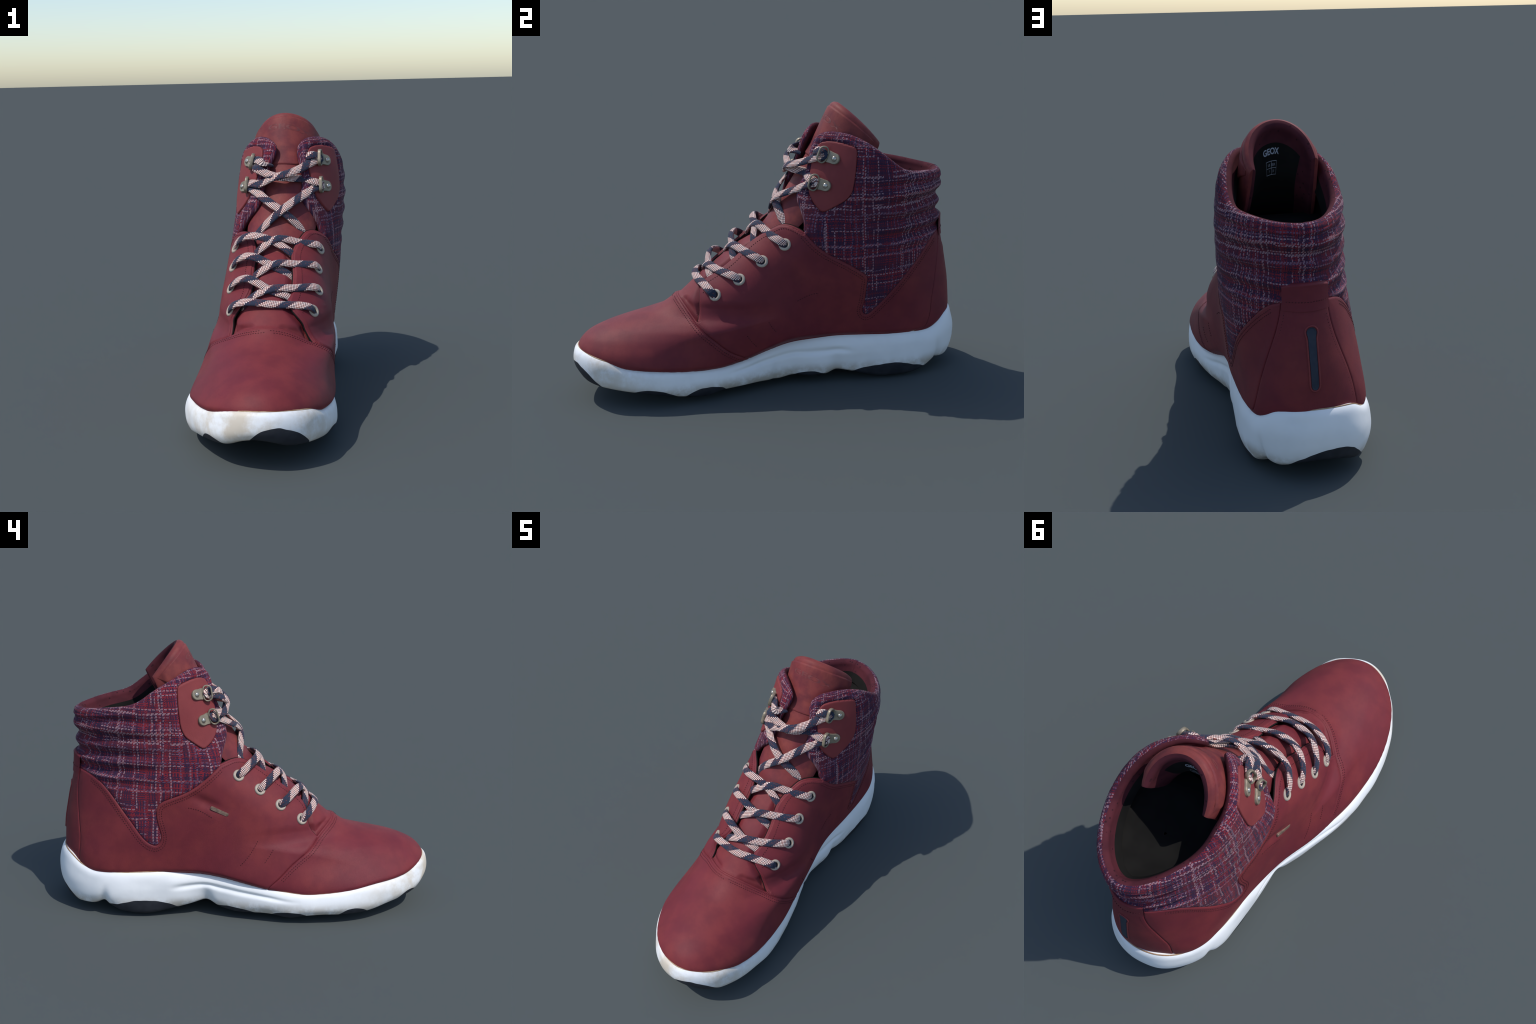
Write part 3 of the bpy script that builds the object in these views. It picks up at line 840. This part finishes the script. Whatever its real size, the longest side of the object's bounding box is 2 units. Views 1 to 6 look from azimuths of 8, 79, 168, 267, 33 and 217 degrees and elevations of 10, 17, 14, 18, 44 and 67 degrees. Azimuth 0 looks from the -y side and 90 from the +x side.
# ----------------------------------------------------------------- eyelets
EYE = {1: [(-.293, .518), (-.175, .591), (-.058, .671), (.057, .748)],
       -1: [(-.278, .515), (-.164, .595), (-.054, .678), (.057, .753)]}
def frame(n, along):
    u = unit(along-n*np.dot(along, n)); return np.stack([u, np.cross(n, u), n], 1)
def lathe(profile, n=32):
    t = np.linspace(0, 2*np.pi, n, endpoint=False)
    p = np.asarray(profile, float)
    V = np.stack([p[:, :1]*np.cos(t), p[:, :1]*np.sin(t), np.broadcast_to(p[:, 1:], (len(p), n))], -1)
    return V.reshape(-1, 3), grid_faces(len(p), n, close_v=True)
ring_profile = [(.0165, -.006), (.0165, .002), (.0185, .0048), (.023, .0058), (.028, .0042), (.0305, 0.), (.0305, -.004)]
EV, EF = lathe(ring_profile); HV, HF = lathe([(.0001, -.0005), (.010, -.0005), (.0175, -.0005)])
eye_mesh = disc_mesh = None
EYE_POS = {}
def shared(name, mesh, loc, M, parent=None):
    ob = bpy.data.objects.new(name, mesh); bpy.context.collection.objects.link(ob)
    ob.parent = parent or THING
    m4 = np.eye(4); m4[:3, :3] = M; m4[:3, 3] = loc
    from mathutils import Matrix
    ob.matrix_world = Matrix(m4.tolist()); return ob
for sd in (1, -1):
    for k, (y, z) in enumerate(EYE[sd]):
        p, n = on_skin(y, z, sd, .001); p, n = p[0], n[0]
        M = frame(n, np.array([0, .8, .6]))
        EYE_POS[sd, k] = (p, n)
        if eye_mesh is None:
            o1 = add("eyelet", EV, EF, EYELET_METAL); eye_mesh = o1.data
            o2 = add("eyelet_disc", HV, HF, DARK_DISC); disc_mesh = o2.data  # flat dark disc within the ring, standing in for the opening
            from mathutils import Matrix
            m4 = np.eye(4); m4[:3, :3] = M; m4[:3, 3] = p
            o1.matrix_world = Matrix(m4.tolist()); o2.parent = o1
        else:
            o1 = shared("eyelet", eye_mesh, p, M)
            o2 = bpy.data.objects.new("eyelet_disc", disc_mesh); bpy.context.collection.objects.link(o2); o2.parent = o1

# ------------------------------------------------------------- lace hooks
def sweep(path, half_w, half_t, up, closed=False, nsec=16, power=2.4):
    """flat cord along a path; up = preferred flat normal per point"""
    n = len(path)
    if closed: t = unit(np.roll(path, -1, 0)-np.roll(path, 1, 0))
    else: t = unit(np.gradient(path, axis=0))
    u = unit(up-t*np.sum(up*t, 1, keepdims=True)); s = np.cross(t, u)
    q = np.linspace(0, 2*np.pi, nsec, endpoint=False)
    a = np.sign(np.cos(q))*np.abs(np.cos(q))**(2/power); b = np.sign(np.sin(q))*np.abs(np.sin(q))**(2/power)
    hw = np.broadcast_to(half_w, (n,))[:, None, None]; ht = np.broadcast_to(half_t, (n,))[:, None, None]
    V = path[:, None]+s[:, None]*a[None, :, None]*hw+u[:, None]*b[None, :, None]*ht
    return V.reshape(-1, 3), grid_faces(n, nsec, close_u=closed, close_v=True)

def end_caps(V, F, nsec):
    """close both ends of a swept cord with a fan"""
    n = len(V)
    c0, c1 = V[:nsec].mean(0), V[-nsec:].mean(0)
    V = np.vstack([V, c0, c1]); out = []
    for j in range(nsec):
        k = (j+1) % nsec
        out.append((k, j, n, n)); out.append((n-nsec+j, n-nsec+k, n+1, n+1))
    return V, F, [(a, b, c) for a, b, c, _ in out]

HOOKS = {1: [(.264, 1.032, .227, .214, 1.046), (.310, 1.158, .228, .259, 1.178)],
         -1: [(.246, 1.034, -.111, .194, 1.048), (.282, 1.159, -.093, .221, 1.163)]}
HOOK_POS = {}
for sd in (1, -1):
    for k, (y, z, lx, ly, lz) in enumerate(HOOKS[sd]):
        p, n = on_skin(y, z, sd, .004); p, n = p[0], n[0]
        n = unit(n+np.array([0, -.10, 0]))
        along = np.array([lx, ly, lz])-p
        M = frame(n, along)
        w = lambda V: V@M.T+p
        # plate: stadium slab, rivet at the origin, narrowing to the neck
        q = np.linspace(-np.pi/2, np.pi/2, 13)
        shape = [(-.028*np.cos(t), -.028*np.sin(t)) for t in q]+[(.018, -.026), (.030, -.030), (.044, -.030), (.044, .030), (.030, .030), (.018, .026)]
        shape = soft_outline(shape, .006); m = len(shape); c = shape.mean(0)
        lay = [(.0, -.006), (1., -.006), (1., .004), (.93, .0066), (.0, .0066)]
        PV = np.vstack([np.column_stack([c+(shape-c)*sc, np.full(m, hh)]) for sc, hh in lay])
        plate = add("lace_hook", w(PV), grid_faces(5, m, close_v=True), METAL, angle=40)
        # loop: closed trapezoid strap standing out at the front of the plate
        tri = soft_outline([(.040, -.024, .004), (.052, -.041, .008), (.070, -.037, .021), (.077, -.027, .027), (.077, .027, .027), (.070, .037, .021), (.052, .041, .008), (.040, .024, .004)], .006)
        path, _ = curve3(tri, 60, closed=True)
        cen_ = path.mean(0); nrm = np.tile(unit(np.cross(path[0]-cen_, path[15]-cen_)), (60, 1))
        LV, LF = sweep(path, .004, .0085, nrm, closed=True, nsec=12, power=4)
        add("hook_loop", w(LV), LF, METAL, plate)
        RV, RF = lathe([(.0132, .004), (.0132, .007), (.0115, .011), (.007, .0135), (.0002, .0145)], 24)
        add("rivet", w(RV), RF, RIVET, plate)
        HOOK_POS[sd, k] = w(np.array([(.063, 0, .012)]))[0]

# ------------------------------------------------------------------- laces
def lace(pts, name="lace", start=0.0, half_w=.0205, half_t=.0090, up=None):
    pts = np.asarray(pts, float)
    length = np.linalg.norm(np.diff(pts, axis=0), axis=1).sum()
    n = max(int(length/.004), 12)
    path, L = curve3(pts, n)
    if up is None:
        t = np.clip((path[:, 1]+.35)/.75, 0, 1)
        axis = np.stack([np.full(n, .045), path[:, 1]+.28-.05*t, path[:, 2]-.36*(1-.55*t)], 1)
        upv = unit(path-axis)
    else: upv = np.tile(unit(np.asarray(up, float)), (n, 1)) if np.ndim(up) == 1 else up
    path = path-upv*.008
    ns = 20
    V, F = sweep(path, half_w, half_t, upv, nsec=ns, power=2.2)
    run = np.repeat(np.linspace(0, L, n)+start, ns)
    q = np.linspace(0, 2*np.pi, ns, endpoint=False)
    turn = np.tile(np.cos(q)*half_w*1.05, n)
    return add(name, V, F, LACE, attrs={"lace_run": run, "lace_turn": turn})

def eye_entry(sd, k):
    """points that lead a lace over the rim and down into an eyelet"""
    p, n = EYE_POS[sd, k]
    return p+n*.016, p-n*.016
def into_eye(sd, k, lead):
    p, n = EYE_POS[sd, k]
    d = unit(np.asarray(lead)-p); d = unit(d-n*np.dot(d, n))
    return [p+d*.030+n*.020, p+d*.010+n*.010, p-d*.004-n*.012]

# bottom straight bar
a, b = (-.09, -.346, .574), (.175, -.338, .560)
lace(into_eye(-1, 0, a)[::-1]+[a, (.035, -.366, .572), b]+into_eye(1, 0, b), start=.01)
# crossing rows: under one flap, over to the far eyelet (right-going lies on top)
ROW_A = [[(-.105, -.285, .520), (-.052, -.308, .588), (.055, -.304, .632), (.150, -.268, .626)],
         [(-.105, -.170, .600), (-.050, -.196, .666), (.055, -.178, .724), (.146, -.140, .714)],
         [(-.110, -.050, .690), (-.052, -.078, .760), (.050, -.052, .822), (.146, -.018, .799)]]
ROW_B = [[(.170, -.270, .520), (.112, -.304, .596), (.035, -.302, .622), (-.075, -.272, .670)],
         [(.170, -.150, .600), (.110, -.182, .672), (.035, -.178, .712), (-.085, -.154, .755)],
         [(.175, -.045, .690), (.115, -.080, .756), (.035, -.060, .806), (-.098, -.042, .833)]]
for k in range(3):
    lace(ROW_A[k]+into_eye(1, k+1, ROW_A[k][-1]), start=.13*k)
    lace(ROW_B[k]+into_eye(-1, k+1, ROW_B[k][-1]), start=.05+.17*k)
# crossing to the lower hooks, round them, on to the upper hooks, tucked ends
h1p, h2p, h1m, h2m = HOOK_POS[1, 0], HOOK_POS[1, 1], HOOK_POS[-1, 0], HOOK_POS[-1, 1]
V3 = np.array
lace([(-.085, .020, .790), (-.062, .040, .830), (.060, .040, .948), (.165, .140, 1.012), h1p-V3([.018, .02, .008]), h1p+V3([.010, .004, .002]), h1p+V3([-.012, -.014, .016]),
      (.150, .182, 1.085), (.060, .122, 1.098), (-.034, .128, 1.122), (-.078, .140, 1.145), h2m+V3([.020, -.018, -.010]), h2m+V3([-.008, .004, 0]), h2m+V3([.014, -.014, .014]), (-.050, .150, 1.172), (-.012, .200, 1.155)], start=.02, half_w=.0215)
lace([(.165, .050, .805), (.155, .060, .842), (.065, .044, .938), (-.035, .092, 1.00), h1m+V3([.018, -.020, -.012]), h1m+V3([-.008, .004, 0]), h1m+V3([.016, -.018, .014]),
      (-.058, .128, 1.066), (-.020, .118, 1.086), (.070, .116, 1.115), (.150, .172, 1.140), h2p+V3([-.018, -.018, -.012]), h2p+V3([.008, .004, 0]), h2p+V3([-.014, -.012, .016]), (.180, .225, 1.195), (.160, .262, 1.180)], start=.07, half_w=.0215)

# ------------------------------------------------------------ small details
# pull tab folded over the top of the heel strip
na, nt = 40, 30
xx = np.linspace(-.040, .152, na); tt = np.linspace(0, 1, nt)
ztab = .705+.105*tt
X, Z = np.meshgrid(xx, ztab)
u_ = (X-.056)/.096
Z = Z-.012*smooth(.6, 1, tt)[:, None]*np.abs(u_)**3
yr = REAR(Z)
def rear_y(x, z):
    """y of the heel surface at x: invert by bisection"""
    lo_, hi_ = np.full(x.size, .55), REAR(z.ravel())
    for _ in range(30):
        m_ = (lo_+hi_)/2; cc, sc, zc = surface_y(m_, np.where(x.ravel() > CENTRE(m_), 1., -1.), z.ravel())
        px = surface(cc, sc, zc)[:, 0]
        wide = np.abs(px-CENTRE(m_)) > np.abs(x.ravel()-CENTRE(m_))
        lo_ = np.where(wide, m_, lo_); hi_ = np.where(wide, hi_, m_)
    return ((lo_+hi_)/2).reshape(x.shape)
Yt = rear_y(X, np.minimum(Z, .80))+.012+.008*tt[:, None]
outer = np.stack([X, Yt, Z], -1); innr = outer-np.array([0, .022, 0])
edge_t = np.stack([X[-1], Yt[-1]-.011, Z[-1]+.010], -1)[None]
TABV = np.concatenate([outer, edge_t, innr[::-1]], 0)
add("pull_tab", TABV.reshape(-1, 3), grid_faces(len(TABV), na), LEATHER)

# keyhole plug in the heel strip: round head over a straight stem
def heel_patch(name, outline, lift, mat, dish=0.):
    o = soft_outline(outline, .004); c = o.mean(0); m = len(o)
    V = []
    for k, l in ((1.0, -.004), (1.0, lift), (.90, lift+dish), (.5, lift+dish), (.02, lift+dish)):
        q = np.column_stack([c[0]+(o[:, 0]-c[0])*k, c[1]+(o[:, 1]-c[1])*(k if k > .9 else .9+.1*k)]) if k < 1 else o
        V.append(np.column_stack([q[:, 0], rear_y(q[:, 0], q[:, 1])+LEATHER_T+l, q[:, 1]]))
    # close across: use stem axis as the last row
    V[-1][:, 0] = c[0]
    return add(name, np.vstack(V), grid_faces(5, m, close_v=True), mat)
def keyhole(g):
    head = [(.046+(.022+g)*math.cos(t), .622+(.021+g)*math.sin(t)) for t in np.linspace(-.75, math.pi+.75, 16)]
    foot_ = [(.042+(.0145+g)*math.cos(t), .405+(.014+g)*math.sin(t)) for t in np.linspace(math.pi, 2*math.pi, 9)]
    return head+foot_
def heel_bead(name, outline, r, mat):
    o = soft_outline(outline, .006); m = len(o)
    path = np.column_stack([o[:, 0], rear_y(o[:, 0], o[:, 1])+LEATHER_T+.001, o[:, 1]])
    V, F = sweep(path, r, r, np.tile(np.array([0, 1., 0]), (m, 1)), closed=True, nsec=8, power=2)
    return add(name, V, F, mat)
PLUGOB = heel_patch("heel_plug", keyhole(0.), .0045, PLUG, -.0015)
heel_bead("heel_plug_rim", keyhole(.006), .0042, PATCH_LEATHER)

# maker's bar on the outer quarter
p, n = on_skin(.150, .582, -1, -.001); p, n = p[0], n[0]
q1, _ = on_skin(.100, .560, -1, .002)
M = frame(n, q1[0]-p)
prof = soft_outline([(-.050, -.009), (.050, -.009), (.050, .009), (-.050, .009)], .004); m = len(prof)
BV = np.vstack([np.column_stack([prof*s_, np.full(m, h_)]) for s_, h_ in ((1., -.010), (1., .003), (.95, .005), (.02, .005))])
BADGE = add("metal_badge", BV@M.T+p, grid_faces(4, m, close_v=True), BRONZE, angle=40)

# stitching: short thread bumps along the piece edges
def stitches(paths, pitch=.0125, length=.0066, r=.0018):
    parts = []
    q = np.linspace(0, 2*np.pi, 6, endpoint=False)
    for pts, nrm in paths:
        s = np.r_[0, np.cumsum(np.linalg.norm(np.diff(pts, axis=0), axis=1))]
        k = int(s[-1]/pitch)
        for i in range(k):
            s0 = i*pitch+.002
            at = lambda d, A: np.array([np.interp(d, s, A[:, j]) for j in range(3)])
            p0, p1 = at(s0, pts), at(s0+length, pts); nn_ = unit(at(s0+length/2, nrm))
            t_ = unit(p1-p0); sd_ = np.cross(t_, nn_)
            rows_ = []
            for e, sc in ((0, .25), (.2, .9), (.5, 1.), (.8, .9), (1, .25)):
                c_ = p0+(p1-p0)*e+nn_*.0006
                rows_.append(c_+(np.cos(q)[:, None]*sd_+np.sin(q)[:, None]*nn_)*r*sc)
            parts.append((np.vstack(rows_), grid_faces(5, 6, close_v=True)))
    V, F = join_parts(parts)
    return add("stitching", V, F, STITCH, stuff=True)

def offset_path(pts, sd, d, lift=LEATHER_T):
    """a piece border shifted by d in the side plane and laid on the upper"""
    c = rounded(pts, 160); t = unit(np.gradient(c, axis=0)); nrm = np.stack([-t[:, 1], t[:, 0]], 1)
    c = c+nrm*d
    ok = (c[:, 0] > RIDGE(c[:, 1])+.0003) & (c[:, 0] < REAR(c[:, 1])-.004)
    c = c[ok]
    return on_skin(c[:, 0], c[:, 1], sd, 0.)
paths = []
for sd in (1, -1):
    for d in (-.016, -.028):
        paths.append(offset_path(PLAID_EDGE[sd][1:-2], sd, d))
    paths.append(offset_path(THROAT[sd][3:], sd, -.014))
    for d in (-.014, -.026):
        paths.append(offset_path(SEAM[sd][1:8], sd, d))
paths.append((np.column_stack([STRIP_R(zz_ := np.linspace(.32, .70, 80))-.012, rear_y(STRIP_R(zz_)-.012, zz_)+LEATHER_T, zz_]), np.tile([.5, .8, 0], (80, 1))))
paths.append((np.column_stack([STRIP_L(zz_)+.012, rear_y(STRIP_L(zz_)+.012, zz_)+LEATHER_T, zz_]), np.tile([-.5, .8, 0], (80, 1))))
zt = np.full(60, .742); xt = np.linspace(-.03, .145, 60)
paths.append((np.column_stack([xt, rear_y(xt, zt)+.0155, zt]), np.tile([0, 1., 0], (60, 1))))
for sd, row in ((-1, [(.31, .600), (.25, .585), (.18, .545)]), (-1, [(-.05, .43), (-.01, .36), (.04, .30)]), (-1, [(-.13, .385), (-.105, .345), (-.08, .31)]),
                (1, [(.10, .47), (.15, .492), (.21, .505)]), (1, [(-.05, .385), (-.03, .35), (-.005, .32)]), (1, [(-.16, .33), (-.135, .29), (-.11, .26)])):
    paths.append(offset_path(row, sd, 0.))
stitches([(a_, b_) for a_, b_ in paths if len(a_) > 4])

bpy.context.view_layer.update()
